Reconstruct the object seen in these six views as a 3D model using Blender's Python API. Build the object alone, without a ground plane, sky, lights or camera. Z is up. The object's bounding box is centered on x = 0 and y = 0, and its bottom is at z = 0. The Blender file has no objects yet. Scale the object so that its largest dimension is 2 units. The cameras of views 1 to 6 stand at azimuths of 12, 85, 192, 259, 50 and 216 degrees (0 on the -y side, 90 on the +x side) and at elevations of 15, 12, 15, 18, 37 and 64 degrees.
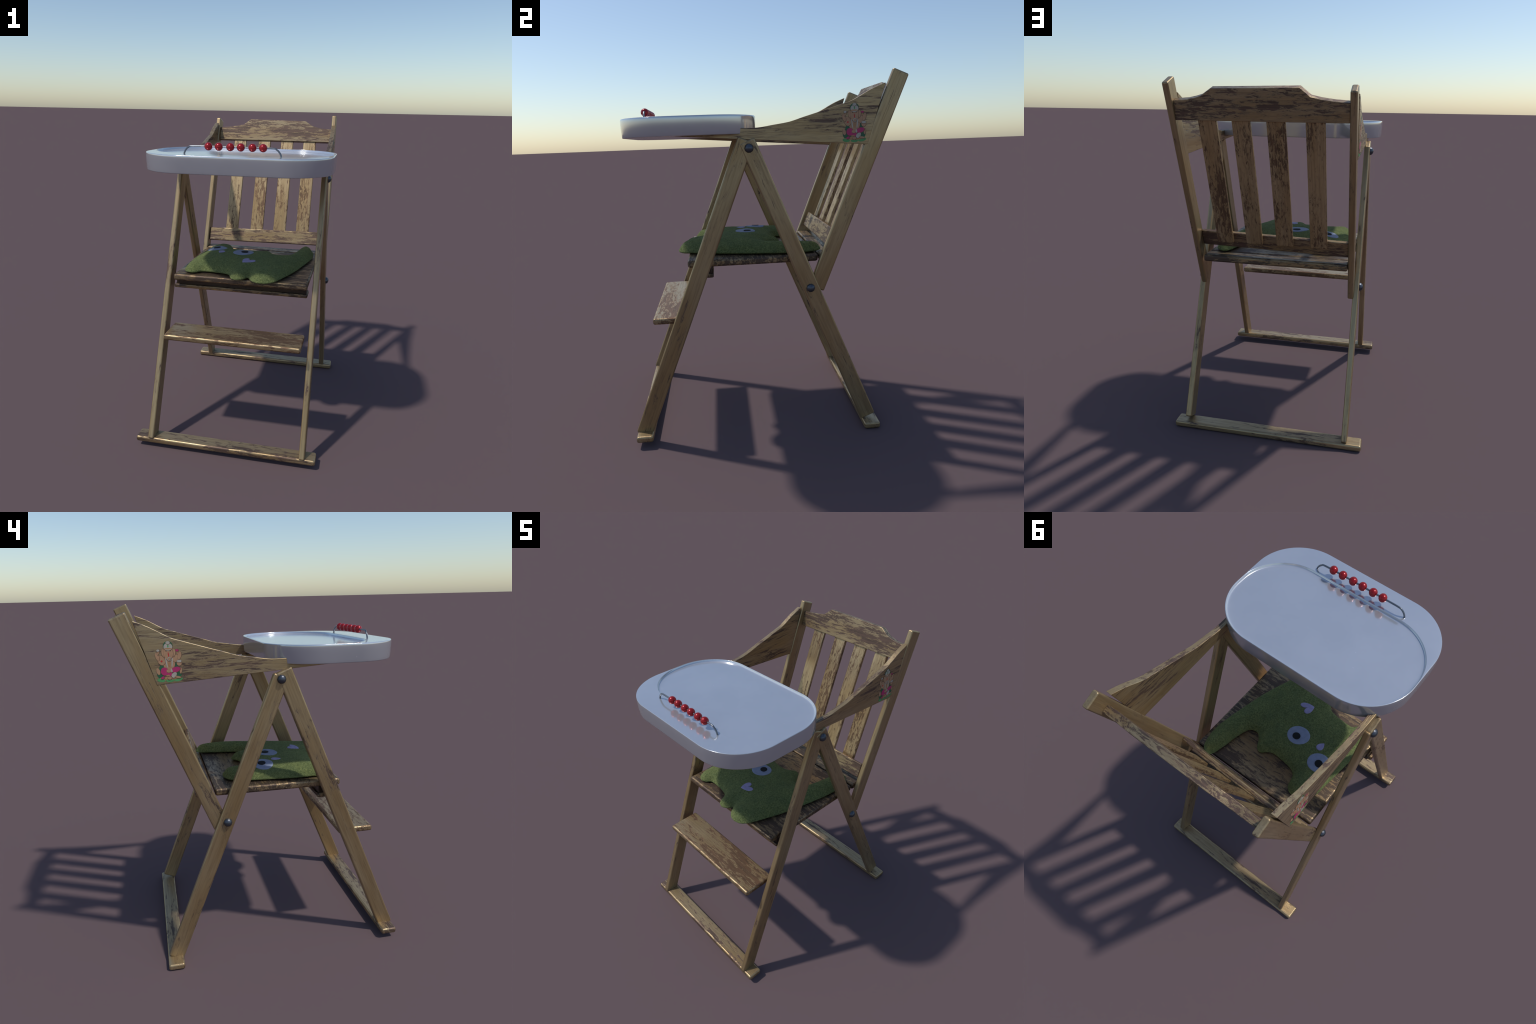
import bpy, bmesh, math, random
from mathutils import Vector, Matrix, noise
from mathutils.bvhtree import BVHTree

random.seed(7)
col = bpy.context.scene.collection


# ------------------------------------------------------------------ node helpers
class Tree:
    def __init__(self, name):
        self.mat = bpy.data.materials.new(name)
        self.mat.use_nodes = True
        self.nt = self.mat.node_tree
        self.nt.nodes.clear()
        self.out = self.nt.nodes.new('ShaderNodeOutputMaterial')
        self.bsdf = self.nt.nodes.new('ShaderNodeBsdfPrincipled')
        self.nt.links.new(self.bsdf.outputs[0], self.out.inputs['Surface'])

    def link(self, a, b):
        self.nt.links.new(a, b)

    def node(self, kind, **props):
        n = self.nt.nodes.new(kind)
        for k, v in props.items():
            setattr(n, k, v)
        return n

    def put(self, sock, v):
        if hasattr(v, 'is_output'):
            self.link(v, sock)
        else:
            sock.default_value = v

    def math(self, op, a, b=0.0, c=None, clamp=False):
        n = self.node('ShaderNodeMath', operation=op, use_clamp=clamp)
        self.put(n.inputs[0], a)
        self.put(n.inputs[1], b)
        if c is not None:
            self.put(n.inputs[2], c)
        return n.outputs[0]

    def mix(self, fac, a, b, mode='MIX'):
        n = self.node('ShaderNodeMix', data_type='RGBA', blend_type=mode)
        self.put(n.inputs[0], fac)
        self.put(n.inputs[6], a)
        self.put(n.inputs[7], b)
        return n.outputs[2]

    def ramp(self, fac, lo, hi):
        n = self.node('ShaderNodeMapRange', interpolation_type='SMOOTHSTEP')
        self.put(n.inputs[0], fac)
        n.inputs[1].default_value = lo
        n.inputs[2].default_value = hi
        return n.outputs[0]

    def coords(self, scatter=True):
        tc = self.node('ShaderNodeTexCoord')
        if not scatter:
            return tc.outputs['Object']
        info = self.node('ShaderNodeObjectInfo')
        sc = self.node('ShaderNodeVectorMath', operation='SCALE')
        sc.inputs[0].default_value = (37.0, 23.0, 61.0)
        self.link(info.outputs['Random'], sc.inputs['Scale'])
        ad = self.node('ShaderNodeVectorMath', operation='ADD')
        self.link(tc.outputs['Object'], ad.inputs[0])
        self.link(sc.outputs[0], ad.inputs[1])
        return ad.outputs[0]

    def noise(self, vec, stretch, scale=1.0, detail=4.0, rough=0.55, dist=0.0):
        mp = self.node('ShaderNodeMapping')
        self.link(vec, mp.inputs[0])
        mp.inputs['Scale'].default_value = stretch
        n = self.node('ShaderNodeTexNoise')
        self.link(mp.outputs[0], n.inputs['Vector'])
        n.inputs['Scale'].default_value = scale
        n.inputs['Detail'].default_value = detail
        n.inputs['Roughness'].default_value = rough
        n.inputs['Distortion'].default_value = dist
        return n.outputs['Fac']

    def bump(self, height, strength, distance=0.002):
        n = self.node('ShaderNodeBump')
        n.inputs['Strength'].default_value = strength
        n.inputs['Distance'].default_value = distance
        self.link(height, n.inputs['Height'])
        self.link(n.outputs[0], self.bsdf.inputs['Normal'])

    def set(self, **kw):
        for k, v in kw.items():
            self.put(self.bsdf.inputs[k.replace('_', ' ')], v)


def rgb(r, g, b):
    return (r, g, b, 1.0)


def wood(name, light, dark, stain, grain=0.5, blotch=(11.0, 36.0, 36.0), rough=0.36):
    """Old timber: grain runs along the board's local X; dark worn patches and flecks spread along it."""
    t = Tree(name)
    v = t.coords()
    tone = t.noise(v, (1.8, 10, 10), 1.0, 3, 0.5, 0.4)
    fine = t.noise(v, (5, 110, 110), 1.0, 5, 0.62, 0.3)
    warm = t.mix(t.ramp(tone, 0.30, 0.72), light, rgb(light[0] * .84, light[1] * .76, light[2] * .64))
    warm = t.mix(t.math('MULTIPLY', t.ramp(fine, 0.40, 0.72), grain), warm,
                 rgb(light[0] * .52, light[1] * .47, light[2] * .44))
    spots = t.noise(v, blotch, 1.0, 10, 0.74, 0.5)
    zone = t.noise(v, (2.4, 8.0, 8.0), 1.0, 3, 0.55, 0.0)
    streak = t.noise(v, (6, 80, 80), 1.0, 6, 0.72, 0.6)
    m = t.math('ADD', spots, t.math('MULTIPLY', t.math('SUBTRACT', zone, 0.5), 0.55))
    m = t.math('ADD', m, t.math('MULTIPLY', t.math('SUBTRACT', streak, 0.5), 0.45))
    e = 0.690 - 0.185 * stain
    soft = t.math('MULTIPLY', t.ramp(m, e - .10, e + .08), 0.34)
    core = t.math('MULTIPLY', t.ramp(m, e + .015, e + .075), 0.92)
    flecks = t.math('MULTIPLY', t.ramp(t.math('ADD', streak, t.math('MULTIPLY', t.math('SUBTRACT', zone, .5), .35)), 0.595, 0.68), 0.70)
    mask = t.math('MAXIMUM', t.math('MAXIMUM', soft, core), flecks)
    dvar = t.mix(t.ramp(fine, 0.3, 0.7), dark, rgb(dark[0] * 2.2, dark[1] * 2.0, dark[2] * 1.8))
    colour = t.mix(mask, warm, dvar)
    t.set(Base_Color=colour, Roughness=t.math('ADD', rough, t.math('MULTIPLY', mask, 0.20)))
    t.bsdf.inputs['Specular IOR Level'].default_value = 0.6
    t.bsdf.inputs['Metallic'].default_value = 0.66
    h = t.math('SUBTRACT', t.math('MULTIPLY', fine, 0.6), t.math('MULTIPLY', mask, 0.6))
    t.bump(h, 0.35, 0.0022)
    return t.mat


LIGHT = rgb(.425, .322, .182)
DARK = rgb(.070, .047, .040)
M_LEG = wood('leg_wood', LIGHT, DARK, 0.42, 0.55)
M_POST = wood('post_wood', LIGHT, DARK, 0.34, 0.5)
M_SLAT = wood('slat_wood', rgb(.52, .39, .215), rgb(.085, .052, .033), 1.05, 0.6, (24, 75, 75))
M_RAIL = wood('rail_wood', LIGHT, DARK, 1.25, 0.6, (14, 60, 60))
M_STEP = wood('footrest_wood', LIGHT, rgb(.085, .050, .032), 1.30, 0.6, (15, 52, 52))
M_SEAT = wood('seat_wood', rgb(.37, .272, .152), rgb(.048, .035, .029), 1.30, 0.7, (14, 48, 48))
M_SPACER = wood('spacer_wood', rgb(.07, .05, .035), rgb(.02, .015, .012), 0.8, 0.6)  # near-black tint paints in the deep shadow between seat and support rail
M_ARM = wood('armrest_wood', LIGHT, DARK, 0.85, 0.55, (8, 52, 52))
M_FOOT = wood('foot_rail_wood', rgb(.44, .335, .19), DARK, 1.0, 0.6, (10, 44, 44))


def tray_material():
    t = Tree('glossy_pale_tray')
    v = t.coords(False)
    cloud = t.noise(v, (3, 3, 3), 1.0, 4, 0.6)
    c = t.mix(t.ramp(cloud, .3, .7), rgb(.555, .58, .62), rgb(.60, .62, .655))
    fleck = t.noise(v, (60, 110, 60), 1.0, 2, 0.5)
    c = t.mix(t.ramp(fleck, .765, .80), c, rgb(.85, .87, .9))
    t.set(Base_Color=c, Metallic=0.66, Roughness=0.15)
    t.bump(t.noise(v, (14, 14, 3), 1.0, 2, 0.5), 0.05, 0.002)
    return t.mat


def plain(name, colour, **kw):
    t = Tree(name)
    v = t.coords(False)
    n = t.noise(v, (40, 40, 40), 1.0, 4, 0.6)
    t.set(Base_Color=t.mix(t.ramp(n, .25, .75), colour, rgb(*[c * .82 for c in colour[:3]])), **kw)
    return t.mat


M_TRAY = tray_material()
M_BEAD = plain('red_bead_lacquer', rgb(.36, .012, .016), Metallic=0.35, Roughness=0.22)
M_WIRE = plain('steel_wire', rgb(.20, .215, .235), Metallic=0.9, Roughness=0.32)
M_BOLT = plain('dark_bolt_steel', rgb(.10, .11, .13), Metallic=0.8, Roughness=0.38)


def plush_material():
    t = Tree('green_plush')
    v = t.coords(False)
    nap = t.noise(v, (120, 120, 120), 1.0, 4, 0.7, 1.0)
    patch = t.noise(v, (14, 14, 14), 1.0, 4, 0.6, 0.5)
    c = t.mix(t.ramp(patch, .3, .72), rgb(.228, .262, .096), rgb(.168, .206, .084))
    c = t.mix(t.math('MULTIPLY', t.ramp(nap, .36, .62), .75), c, rgb(.055, .080, .030))
    t.set(Base_Color=c, Roughness=0.95, Sheen_Weight=0.25, Sheen_Roughness=0.5)
    t.bsdf.inputs['Sheen Tint'].default_value = rgb(.5, .6, .25)
    t.bsdf.inputs['Specular IOR Level'].default_value = 0.15
    t.bump(nap, 1.0, -0.008)
    return t.mat


M_PLUSH = plush_material()
M_EYE = plain('eye_felt', rgb(.25, .29, .40), Roughness=0.7)
M_PUPIL = plain('pupil_felt', rgb(.004, .005, .007), Roughness=0.9)
M_HEART = plain('lilac_felt', rgb(.33, .30, .50), Roughness=0.7)


# ------------------------------------------------------------------ object helpers
def empty(name, loc, label, category):
    o = bpy.data.objects.new(name, None)
    o.location = loc
    col.objects.link(o)
    o['label'] = label
    o['category'] = category
    return o


def add(name, mesh, mats, parent, matrix=None, smooth=True):
    o = bpy.data.objects.new(name, mesh)
    col.objects.link(o)
    if not mesh.materials:
        for m in (mats if isinstance(mats, (list, tuple)) else [mats]):
            mesh.materials.append(m)
    if smooth:
        for p in mesh.polygons:
            p.use_smooth = True
    o.matrix_world = matrix or Matrix.Identity(4)
    keep = o.matrix_world.copy()
    o.parent = parent
    bpy.context.view_layer.update()
    o.matrix_parent_inverse = parent.matrix_world.inverted()
    o.matrix_world = keep
    return o


def round_edges(o, width, segments=3, angle=35):
    b = o.modifiers.new('round', 'BEVEL')
    b.width = width
    b.segments = segments
    b.limit_method = 'ANGLE'
    b.angle_limit = math.radians(angle)
    b.harden_normals = True
    return o


def box_mesh(name, sx, sy, sz):
    bm = bmesh.new()
    bmesh.ops.create_cube(bm, size=1.0)
    bmesh.ops.scale(bm, vec=(sx, sy, sz), verts=bm.verts)
    me = bpy.data.meshes.new(name)
    bm.to_mesh(me)
    bm.free()
    return me


def board(name, p0, p1, width, thick, face, mat, parent, edge=0.0095):
    """A bevelled board from p0 to p1; 'face' is the direction its thickness points along."""
    p0, p1, face = Vector(p0), Vector(p1), Vector(face).normalized()
    x = (p1 - p0).normalized()
    z = (face - x * face.dot(x)).normalized()
    y = z.cross(x)
    m = Matrix((x, y, z)).transposed().to_4x4()
    m.translation = (p0 + p1) / 2
    o = add(name, box_mesh(name, (p1 - p0).length, width, thick), mat, parent, m)
    return round_edges(o, edge)


def slab(name, x0, x1, y0, y1, z0, z1, mat, parent, edge=0.008):
    """A horizontal board whose grain runs across the chair (world X)."""
    return board(name, (x0, (y0 + y1) / 2, (z0 + z1) / 2), (x1, (y0 + y1) / 2, (z0 + z1) / 2),
                 y1 - y0, z1 - z0, (0, 0, 1), mat, parent, edge)


def prism(name, outline, x_axis, y_axis, origin, depth, mat, parent, edge):
    """Flat outline (u, v) swept by 'depth' along x_axis x y_axis."""
    bm = bmesh.new()
    lo = [bm.verts.new((u, v, -depth / 2)) for u, v in outline]
    f = bm.faces.new(lo)
    r = bmesh.ops.extrude_face_region(bm, geom=[f])
    bmesh.ops.translate(bm, vec=(0, 0, depth), verts=[g for g in r['geom'] if isinstance(g, bmesh.types.BMVert)])
    bmesh.ops.recalc_face_normals(bm, faces=bm.faces)
    me = bpy.data.meshes.new(name)
    bm.to_mesh(me)
    bm.free()
    x, y = Vector(x_axis).normalized(), Vector(y_axis).normalized()
    m = Matrix((x, y, x.cross(y))).transposed().to_4x4()
    m.translation = origin
    o = add(name, me, mat, parent, m)
    return round_edges(o, edge, 2, 50)


def curve_through(pts, per=6):
    """Catmull-Rom through open control points."""
    out = []
    P = [Vector(p) for p in pts]
    P = [P[0] * 2 - P[1]] + P + [P[-1] * 2 - P[-2]]
    for i in range(1, len(P) - 2):
        a, b, c, d = P[i - 1:i + 3]
        for k in range(per):
            t = k / per
            out.append(.5 * (2 * b + (c - a) * t + (2 * a - 5 * b + 4 * c - d) * t * t + (3 * b - a - 3 * c + d) * t ** 3))
    out.append(P[-2])
    return out


# ------------------------------------------------------------------ the chair frame
chair = empty('high_chair', (0.013, 0, 0),
              'weathered wooden folding high chair with glossy pale tray', 'high chair')

SLOPE = 0.402                       # all leaning boards lean 21.9 degrees in the y-z plane


def front_y(z):
    return -0.242 + SLOPE * (z - 1.277)


def rear_y(z):
    return 0.061 - SLOPE * (z - 1.29)


for side, (fi, fo), (ri, ro), rz in ((1, (.457, .494), (.4585, .4965), (.049, 1.655)),
                                     (-1, (.439, .4775), (.4405, .476), (.026, 1.634))):
    xf, xr = side * (fi + fo) / 2, side * (ri + ro) / 2
    board('front_leg', (xf, front_y(.046), .046), (xf, front_y(1.662), 1.662), .0905, fo - fi - .002, (side, 0, 0), M_LEG, chair)
    board('rear_leg', (xr, rear_y(rz[0]), rz[0]), (xr, rear_y(rz[1]), rz[1]), .0885, ro - ri - .002, (side, 0, 0), M_LEG, chair)

slab('foot_rail', -.555, .555, -.773, -.680, .028, .065, M_FOOT, chair, .012)
slab('foot_rail', -.555, .555, .525, .617, 0.0, .037, M_FOOT, chair, .012)

LEAN = Vector((0, .373, .928))      # up along the backrest
BACK = Vector((0, .928, -.373))     # out of its rear face
for x0, x1, lo, hi in ((.446, .4795, (.270, .838), (.7375, 1.9835)), (-.4475, -.4135, (.263, .808), (.7235, 1.9505))):
    board('back_post', ((x0 + x1) / 2, *lo), ((x0 + x1) / 2, *hi), .089, x1 - x0, (1, 0, 0), M_POST, chair, .009)

# ------------------------------------------------------------------ backrest: crest rail, slats, lower rail
backrest = bpy.data.objects.new('backrest', None)
col.objects.link(backrest)
backrest.location = (.016, .53, 1.45)
backrest.parent = chair
backrest.matrix_parent_inverse = Matrix.Translation((-.013, 0, 0))
bpy.context.view_layer.update()


def on_back(x, z, depth):
    """Point of the back plane at height z, 'depth' behind the slats' front face."""
    return Vector((x, .667 + (z - 1.809) * SLOPE, z)) + BACK * depth


# the crest rail leans a little less than the slats; its outline: u across the chair, v up from z = 1.803
CREST = Vector((0, .298, .9546))


def up(z):
    return (z - 1.803) / CREST.z


crest = [(-.4135, up(1.803)), (.447, up(1.803)), (.447, up(1.896)), (.375, up(1.902)), (.335, up(1.910)),
         (.303, up(1.919)), (.248, up(1.953)), (-.180, up(1.959)), (-.230, up(1.919)),
         (-.280, up(1.908)), (-.340, up(1.900)), (-.4135, up(1.894))]
o = prism('crest_rail', crest, (1, 0, 0), CREST, (0, .6745, 1.7975), .042, M_RAIL, backrest, .003)
for x0, x1 in ((-.297, -.202), (-.105, -.010), (.070, .164), (.242, .337)):
    xm = (x0 + x1) / 2
    board('slat', on_back(xm, 1.118, .011), on_back(xm, 1.818, .011), x1 - x0, .021, -BACK, M_SLAT, backrest, .005)
lo_l, lo_r = on_back(-.412, 1.104, -.011), on_back(.445, 1.111, -.036)     # the lower rail is set slightly askew
board('lower_rail', lo_l, lo_r, .097, .023, -BACK, M_RAIL, backrest, .005)

# ------------------------------------------------------------------ armrests: board with a swooping top edge
arm_top = [(.652, 1.927), (.574, 1.895), (.48, 1.845), (.425, 1.827), (.303, 1.791), (.215, 1.766),
           (.140, 1.744), (.054, 1.731), (-.027, 1.720), (-.112, 1.7205)]
arm_line = [(p.x, p.y) for p in curve_through([(a, b, 0) for a, b in arm_top], 3)]
arm_outline = arm_line + [(-.50, 1.7205), (-.50, 1.693), (-.06, 1.660), (.557, 1.615)]
ARM_ORIGIN = Vector((0, .25, 1.70))


def felt_shape(bm, cx, cy, rx, ry, tilt, layer, mat_index, n=20, pinch=0.0):
    """A printed colour field: thin ellipse (optionally pointed) lying on layer height."""
    c, s = math.cos(tilt), math.sin(tilt)
    top, low = [], []
    for i in range(n):
        a = 2 * math.pi * i / n
        ex, ey = rx * math.cos(a), ry * math.sin(a)
        ex *= 1 - pinch * (ey / ry + 1) / 2
        p = (cx + ex * c - ey * s, cy + ex * s + ey * c)
        top.append(bm.verts.new((*p, layer)))
        low.append(bm.verts.new((*p, -.0005)))
    f = bm.faces.new(top)
    f.material_index = mat_index
    for i in range(n):
        j = (i + 1) % n
        q = bm.faces.new((low[i], low[j], top[j], top[i]))
        q.material_index = mat_index


PRINT_MATS = [plain('print_green', rgb(.022, .115, .050), Roughness=.5),
              plain('print_leaf_green', rgb(.09, .30, .10), Roughness=.5),
              plain('print_peach', rgb(.44, .25, .135), Roughness=.5),
              plain('print_pink', rgb(.46, .025, .13), Roughness=.5),
              plain('print_cream', rgb(.44, .40, .33), Roughness=.5),
              plain('print_tan', rgb(.42, .22, .10), Roughness=.5),
              plain('print_red', rgb(.50, .03, .03), Roughness=.5),
              plain('print_brown', rgb(.13, .065, .035), Roughness=.5)]
GREEN, LEAF, PEACH, PINK, CREAM, TAN, RED, BROWN = range(8)
# seated stand-in figure; units of 1/1000 of the print's height, origin at its centre
FIGURE = [
    (0, -170, 290, 230, 0, GREEN, .35), (-190, -300, 110, 120, .3, GREEN, 0), (190, -300, 100, 120, -.3, GREEN, 0),
    (-210, -445, 95, 45, -.15, LEAF, 0), (0, -455, 100, 45, 0, LEAF, 0), (200, -440, 105, 45, .2, LEAF, 0),
    (0, -400, 235, 40, 0, TAN, 0), (-265, -235, 42, 80, .25, PEACH, 0), (268, -235, 26, 70, -.1, PEACH, 0),
    (0, -30, 150, 190, 0, PEACH, .1), (-175, 20, 85, 115, .35, PEACH, 0), (-265, 110, 42, 100, .25, PEACH, 0),
    (-235, 205, 22, 60, -.3, PEACH, 0), (160, 60, 75, 90, -.2, PEACH, 0), (255, 120, 42, 95, -.25, PEACH, 0),
    (205, 205, 15, 75, .25, TAN, 0), (200, 240, 45, 24, 0, PINK, 0), (240, -60, 58, 60, 0, PEACH, 0),
    (240, -12, 60, 30, 0, CREAM, 0), (-240, 250, 36, 26, .1, CREAM, 0),
    (-115, 190, 45, 95, .15, PEACH, 0), (120, 190, 45, 95, -.15, PEACH, 0),
    (0, 170, 105, 150, 0, PEACH, -.1), (0, 350, 118, 112, 0, GREEN, .05), (0, 330, 108, 88, 0, CREAM, .1),
    (0, 425, 52, 36, 0, CREAM, .1), (0, 345, 16, 34, 0, LEAF, 0), (0, 285, 100, 18, 0, TAN, 0),
    (-48, 235, 20, 12, 0, BROWN, 0), (48, 235, 20, 12, 0, BROWN, 0), (0, 150, 13, 55, .1, RED, 0),
    (15, 45, 48, 48, 0, CREAM, 0), (15, 45, 28, 28, 0, PEACH, 0), (-170, 0, 22, 22, 0, RED, 0),
    (-60, -40, 16, 115, .15, CREAM, 0), (75, -40, 16, 115, -.12, CREAM, 0), (10, -80, 30, 60, 0, TAN, 0),
    (-115, -240, 95, 95, .5, PINK, .1), (150, -205, 110, 62, .25, PINK, 0), (0, -300, 60, 60, 0, PINK, 0),
    (-10, -230, 62, 42, .1, PEACH, 0), (50, -225, 20, 45, .2, CREAM, 0),
    (105, -330, 62, 75, -.75, CREAM, .3), (-5, -400, 48, 36, .1, PEACH, 0), (-40, -340, 50, 16, .1, TAN, 0),
    (-165, -385, 45, 26, .5, PINK, 0), (190, -385, 75, 24, -.15, PEACH, 0)]


def printed_figure(arm, side, centre, height):
    bm = bmesh.new()
    for k, (cx, cy, rx, ry, tilt, m, pinch) in enumerate(FIGURE):
        s = height / 1000.0
        if m in (PEACH, PINK, CREAM) and min(rx, ry) > 20:          # drawn contour behind each colour field
            felt_shape(bm, (cx + 3) * s, (cy - 4) * s, (rx + 7) * s, (ry + 7) * s, tilt, .0006 + .00003 * k - .000015, BROWN, 20, pinch)
        felt_shape(bm, cx * s, cy * s, rx * s, ry * s, tilt, .0006 + .00003 * k, m, 20, pinch)
    bmesh.ops.recalc_face_normals(bm, faces=bm.faces)
    me = bpy.data.meshes.new('printed_figure')
    bm.to_mesh(me)
    bm.free()
    x = Vector((0, side, 0))
    y = Vector((0, 0, 1))
    m = Matrix((x, y, x.cross(y))).transposed().to_4x4()
    m.translation = centre
    return add('printed_figure', me, PRINT_MATS, arm, m, False)


for side, xi, xo in ((1, .451, .4815), (-1, .420, .4502)):
    pts = [(y - ARM_ORIGIN.y, z - ARM_ORIGIN.z) for y, z in arm_outline]
    o = prism('armrest', pts, (0, 1, 0), (0, 0, 1), (side * (xi + xo) / 2, ARM_ORIGIN.y, ARM_ORIGIN.z), xo - xi, M_ARM, chair, .0025)
    printed_figure(o, side, (side * xo, .485 if side > 0 else .491, 1.732), .208)

# ------------------------------------------------------------------ seat, its support and the footrest
slab('seat_board', -.413, .430, -.434, .290, .984, 1.025, M_SEAT, chair, .013)
slab('seat_slat', -.413, .430, .298, .398, .984, 1.025, M_SEAT, chair, .012)
slab('seat_support_rail', -.425, .428, -.390, -.295, .922, .947, M_SEAT, chair, .008)
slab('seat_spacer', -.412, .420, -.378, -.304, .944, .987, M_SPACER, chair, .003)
slab('footrest', -.408, .429, -.647, -.437, .669, .705, M_STEP, chair, .012)

# ------------------------------------------------------------------ bolts: domed hexagonal heads
bm = bmesh.new()
bmesh.ops.create_uvsphere(bm, u_segments=10, v_segments=8, radius=.0245)
bmesh.ops.delete(bm, geom=[v for v in bm.verts if v.co.z < -.004], context='VERTS')
bmesh.ops.scale(bm, vec=(1, 1, .82), verts=bm.verts)
bolt_mesh = bpy.data.meshes.new('bolt')
bm.to_mesh(bolt_mesh)
bm.free()
for side, face in ((1, .4965), (-1, .4775)):
    for y, z in ((-.075, 1.617), (.234, .850)):
        m = Matrix.Rotation(side * math.pi / 2, 4, 'Y')
        m.translation = (side * (face - .001), y, z)
        add('bolt', bolt_mesh, M_BOLT, chair, m)


# ------------------------------------------------------------------ tray with a shallow round-cornered bowl
def rounded(x0, x1, y0, y1, r_front, r_back, inset, n=20):
    """Rounded rectangle, equal vertex count whatever the sizes."""
    pts = []
    x0, x1, y0, y1 = x0 + inset, x1 - inset, y0 + inset, y1 - inset
    for cx, cy, a0, r in ((x1, y1, 0, r_back), (x0, y1, 90, r_back), (x0, y0, 180, r_front), (x1, y0, 270, r_front)):
        r = r - inset
        ox = cx - r if cx == x1 else cx + r
        oy = cy - r if cy == y1 else cy + r
        for k in range(n + 1):
            a = math.radians(a0 + 90 * k / n)
            pts.append((ox + r * math.cos(a), oy + r * math.sin(a)))
    return pts


OUT = (-.527, .554, -.749, -.021, .275, .275)
BOWL = (-.5225, .5495, -.603, -.0255, .268, .271)
rings = [(OUT, .030, 1.6898), (OUT, .008, 1.690), (OUT, .0055, 1.6912), (OUT, .0042, 1.6945), (OUT, .0030, 1.712), (OUT, .0018, 1.732),
         (OUT, .0010, 1.752), (OUT, .0007, 1.768), (OUT, .0008, 1.779), (OUT, .0013, 1.7845), (OUT, .0021, 1.7868), (OUT, .0033, 1.788),
         (BOWL, .0004, 1.788), (BOWL, .0012, 1.7874), (BOWL, .0022, 1.7855), (BOWL, .0042, 1.7775), (BOWL, .0075, 1.7748),
         (BOWL, .013, 1.7738), (BOWL, .022, 1.7734), (BOWL, .035, 1.7732), (BOWL, .09, 1.773)]
bm = bmesh.new()
loops = []
for shape, inset, z in rings:
    loops.append([bm.verts.new((x, y, z)) for x, y in rounded(*shape, inset)])
for a, b in zip(loops, loops[1:]):
    for i in range(len(a)):
        j = (i + 1) % len(a)
        bm.faces.new((a[i], a[j], b[j], b[i]))
bm.faces.new(loops[-1])
bm.faces.new(list(reversed(loops[0])))
bmesh.ops.recalc_face_normals(bm, faces=bm.faces)
me = bpy.data.meshes.new('tray')
bm.to_mesh(me)
bm.free()
tray = add('tray', me, M_TRAY, chair)
tray.modifiers.new('normals', 'WEIGHTED_NORMAL').keep_sharp = True

wire_pts = curve_through([(-.260, -.628, 1.780), (-.258, -.628, 1.795), (-.249, -.628, 1.812), (-.235, -.628, 1.825), (-.213, -.628, 1.831),
                          (-.12, -.628, 1.8312), (0, -.628, 1.8312), (.12, -.628, 1.8312), (.232, -.626, 1.831),
                          (.254, -.625, 1.824), (.268, -.624, 1.811), (.277, -.624, 1.795), (.279, -.624, 1.780)], 5)
cu = bpy.data.curves.new('bead_wire', 'CURVE')
cu.dimensions = '3D'
cu.bevel_depth = .0048
cu.bevel_resolution = 3
sp = cu.splines.new('POLY')
sp.points.add(len(wire_pts) - 1)
for p, q in zip(sp.points, wire_pts):
    p.co = (*q, 1)
tmp = bpy.data.objects.new('tmp', cu)
col.objects.link(tmp)
bpy.context.view_layer.update()
wire_mesh = bpy.data.meshes.new_from_object(tmp.evaluated_get(bpy.context.evaluated_depsgraph_get()))
bpy.data.objects.remove(tmp)
wire_mesh.name = 'bead_wire'
wire_mesh.materials.clear()
add('bead_wire', wire_mesh, M_WIRE, tray)

bm = bmesh.new()
bmesh.ops.create_uvsphere(bm, u_segments=18, v_segments=12, radius=.0225)
bead_mesh = bpy.data.meshes.new('bead')
bm.to_mesh(bead_mesh)
bm.free()
for x in (-.121, -.063, .001, .059, .123, .181):
    m = Matrix.Rotation(math.pi / 2, 4, 'Y') @ Matrix.Rotation(x * 9, 4, 'Z')
    m.translation = (x, -.6285, 1.8315)
    add('bead', bead_mesh, M_BEAD, tray, m)

# ------------------------------------------------------------------ plush cushion
cushion = empty('plush_cushion', (0, 0, 1.024), 'flat green plush monster cushion with round eyes', 'cushion')
# plan of the toy, anticlockwise from the tail's tip: tail, side, three feet, side, two ears
plan = [(.345, .322), (.383, .280), (.402, .175), (.392, .070), (.361, -.075), (.333, -.195), (.308, -.278),
        (.277, -.362), (.252, -.425), (.217, -.475), (.166, -.496), (.116, -.486), (.084, -.458), (.064, -.420),
        (.045, -.447), (.006, -.472), (-.036, -.458), (-.056, -.412), (-.075, -.386), (-.112, -.374), (-.180, -.366),
        (-.246, -.366), (-.276, -.396), (-.322, -.405), (-.356, -.376), (-.366, -.320), (-.368, -.170), (-.358, -.055),
        (-.347, .060), (-.338, .130), (-.305, .190), (-.252, .218), (-.205, .215), (-.176, .185), (-.160, .120),
        (-.125, .092), (-.056, .079), (.009, .074), (.048, .085), (.085, .118), (.120, .104), (.148, .055), (.175, .026),
        (.210, .024), (.240, .046), (.264, .120), (.279, .205), (.297, .284), (.318, .318)]
ring = curve_through([(x, y, 0) for x, y in plan + plan[:1]], 4)[:-1]
bm = bmesh.new()
f = bm.faces.new([bm.verts.new((p.x, p.y, -.04)) for p in ring])
bm.normal_update()
if f.normal.z > 0:
    f.normal_flip()
r = bmesh.ops.extrude_face_region(bm, geom=[f])
bmesh.ops.translate(bm, vec=(0, 0, .08), verts=[g for g in r['geom'] if isinstance(g, bmesh.types.BMVert)])
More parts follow.
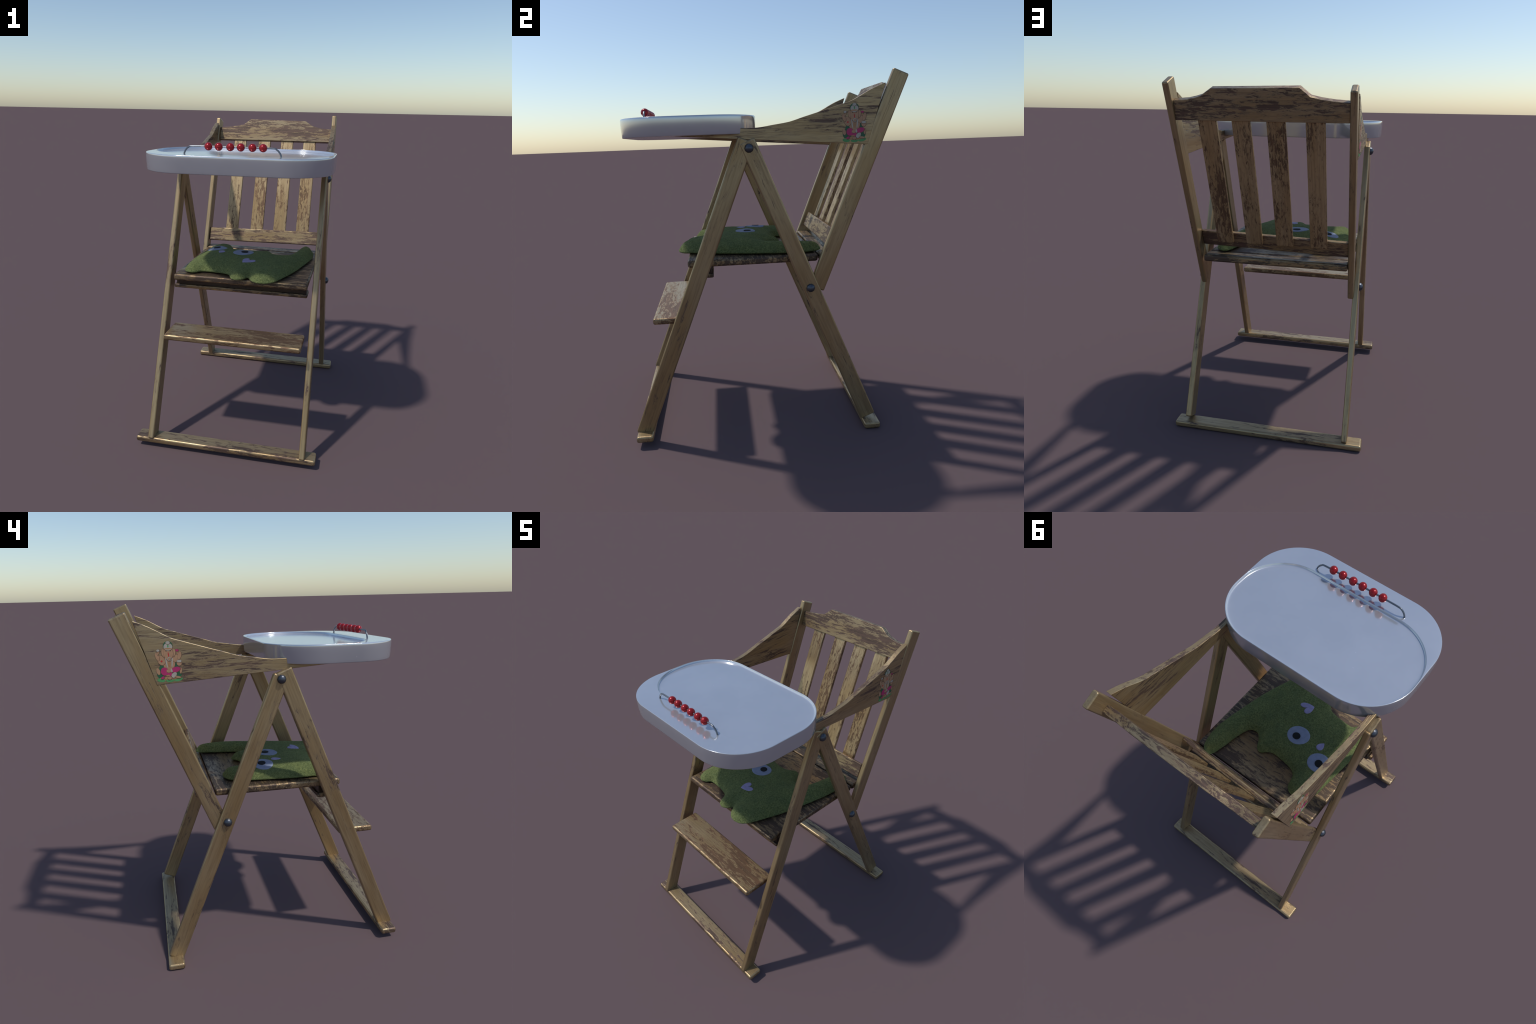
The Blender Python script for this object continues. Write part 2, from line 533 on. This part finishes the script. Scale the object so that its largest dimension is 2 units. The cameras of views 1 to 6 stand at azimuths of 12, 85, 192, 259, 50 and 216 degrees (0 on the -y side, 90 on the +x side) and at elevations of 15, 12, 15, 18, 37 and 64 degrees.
bmesh.ops.recalc_face_normals(bm, faces=bm.faces)
bmesh.ops.triangulate(bm, faces=bm.faces)
me = bpy.data.meshes.new('cushion_slab')
bm.to_mesh(me)
bm.free()
tmp = bpy.data.objects.new('tmp', me)
col.objects.link(tmp)
rm = tmp.modifiers.new('remesh', 'REMESH')
rm.mode = 'VOXEL'
rm.voxel_size = .0062
bpy.context.view_layer.update()
body_mesh = bpy.data.meshes.new_from_object(tmp.evaluated_get(bpy.context.evaluated_depsgraph_get()))
bpy.data.objects.remove(tmp)


def rim_distance(x, y):
    best = 9.0
    p = Vector((x, y, 0))
    for a, b in zip(ring, ring[1:] + ring[:1]):
        ab = b - a
        t = max(0, min(1, (p - a).dot(ab) / ab.length_squared))
        best = min(best, (p - a - ab * t).length)
    return best


bm = bmesh.new()
bm.from_mesh(body_mesh)
cache = {}
for v in bm.verts:
    k = (round(v.co.x, 4), round(v.co.y, 4))
    if k not in cache:
        cache[k] = rim_distance(*k)
    d = cache[k]
    u = min(d / .14, 1)
    lean = 1 - .06 * max(0, min(1, (.05 - v.co.y) / .45))          # front half is a little flatter
    swell = 1 + .07 * noise.noise(Vector((v.co.x * 7, v.co.y * 7, 3.1)))
    paw = .016 * math.exp(-((v.co.x - .13) ** 2 + (v.co.y + .43) ** 2) / .006)      # stuffing bunched in the front feet
    rim = (1 - (1 - min(d / .028, 1)) ** 2.2) ** .5
    high = 1.0255 + max(.018, (.038 * rim + .041 * (1 - (1 - u) ** 1.8) + .7 * paw * rim) * lean * swell)
    low = 1.0255 + .010 * (1 - min(d / .035, 1)) ** 2
    s = (v.co.z / .04 + 1) / 2
    v.co.z = low + (high - low) * s
for _ in range(7):
    bmesh.ops.smooth_vert(bm, verts=bm.verts, factor=.5, use_axis_x=True, use_axis_y=True, use_axis_z=True)
for v in bm.verts:                                   # rests on the seat board, feet hang over its front edge
    if v.co.y > -.42:
        v.co.z = max(v.co.z, 1.0262)
    else:
        v.co.z -= .006 * min(1, (-.42 - v.co.y) / .06)
bm.normal_update()
for v in bm.verts:                                   # nap of the pile
    v.co += v.normal * .0016 * noise.fractal(v.co * 95, .8, 2.2, 3)
for f in bm.faces:
    f.smooth = True
bm.normal_update()
normals = {v.index: v.normal.copy() for v in bm.verts}
bm.verts.ensure_lookup_table()
bvh = BVHTree.FromBMesh(bm)


def region(c):
    x, y = c.x, c.y
    if y > .105 and -.36 < x < -.14:
        return 'ear'
    if y > .085 and .02 < x < .150:
        return 'ear_'
    if x > .20 and y > .03:
        return 'tail'
    if y < -.432 and x > .062:
        return 'foot'
    if y < -.415 and -.07 < x <= .062:
        return 'foot_'
    if y < -.368 and x < -.235:
        return 'foot__'
    return 'body'


parts = {}
for f in bm.faces:
    parts.setdefault(region(f.calc_center_median()), []).append(f)
for key, faces in sorted(parts.items()):
    index, verts, polys = {}, [], []
    for f in faces:
        poly = []
        for v in f.verts:
            if v.index not in index:
                index[v.index] = len(verts)
                verts.append(v.co.copy())
            poly.append(index[v.index])
        polys.append(poly)
    me = bpy.data.meshes.new(key.rstrip('_'))
    me.from_pydata(verts, [], polys)
    me.update()
    for p in me.polygons:
        p.use_smooth = True
    order = sorted(index, key=index.get)
    me.normals_split_custom_set_from_vertices([normals[i] for i in order])
    add(key.rstrip('_'), me, M_PLUSH, cushion, None, False)


def patch(name, outline, mat, lift, parent):
    """Felt patch that follows the cushion's top: concentric rings dropped onto the surface."""
    cx = sum(p[0] for p in outline) / len(outline)
    cy = sum(p[1] for p in outline) / len(outline)
    bm2 = bmesh.new()
    rows = []
    for s, dz in ((1.0, -.003), (1.0, .0), (.96, lift), (.8, lift), (.6, lift), (.4, lift), (.2, lift)):
        row = []
        for x, y in outline:
            px, py = cx + (x - cx) * s, cy + (y - cy) * s
            z = 0
            for ox, oy in ((0, 0), (.006, 0), (-.006, 0), (0, .006), (0, -.006)):
                z += bvh.ray_cast(Vector((px + ox, py + oy, 2)), Vector((0, 0, -1)))[0].z / 5
            row.append(bm2.verts.new((px, py, z + dz + .0012)))
        rows.append(row)
    for a, b in zip(rows, rows[1:]):
        for i in range(len(a)):
            j = (i + 1) % len(a)
            bm2.faces.new((a[i], a[j], b[j], b[i]))
    bm2.faces.new(rows[-1])
    bmesh.ops.recalc_face_normals(bm2, faces=bm2.faces)
    me2 = bpy.data.meshes.new(name)
    bm2.to_mesh(me2)
    bm2.free()
    return add(name, me2, mat, parent)


def ellipse(cx, cy, rx, ry, tilt=0.0, n=40):
    c, s = math.cos(tilt), math.sin(tilt)
    return [(cx + rx * math.cos(t) * c - ry * math.sin(t) * s, cy + rx * math.cos(t) * s + ry * math.sin(t) * c)
            for t in (2 * math.pi * i / n for i in range(n))]


for ex, ey, px, py in ((-.043, -.088, -.036, -.076), (-.245, -.014, -.248, -.009)):
    eye = patch('eye', ellipse(ex, ey, .069, .061, .3), M_EYE, .0015, cushion)
    patch('pupil', ellipse(px, py, .0245, .0235), M_PUPIL, .0045, eye)


def drop(tx, ty, bx, by, half, n=26):
    """Teardrop with tip t and round end b."""
    t, b = Vector((tx, ty)), Vector((bx, by))
    axis = (b - t)
    L = axis.length
    axis.normalize()
    side = Vector((-axis.y, axis.x))
    out = []
    for i in range(n):
        a = 2 * math.pi * i / n
        u = (1 - math.cos(a)) / 2
        w = math.sin(a) * (u ** .45)
        p = t + axis * L * u + side * half * w
        out.append((p.x, p.y))
    return out


patch('heart_patch', drop(.001, -.307, .078, -.268, .023), M_HEART, .0018, cushion)
patch('heart_patch', drop(.001, -.305, .024, -.236, .025), M_HEART, .0026, cushion)
patch('heart_patch', drop(-.196, -.137, -.185, -.080, .027), M_HEART, .0018, cushion)
bm.free()
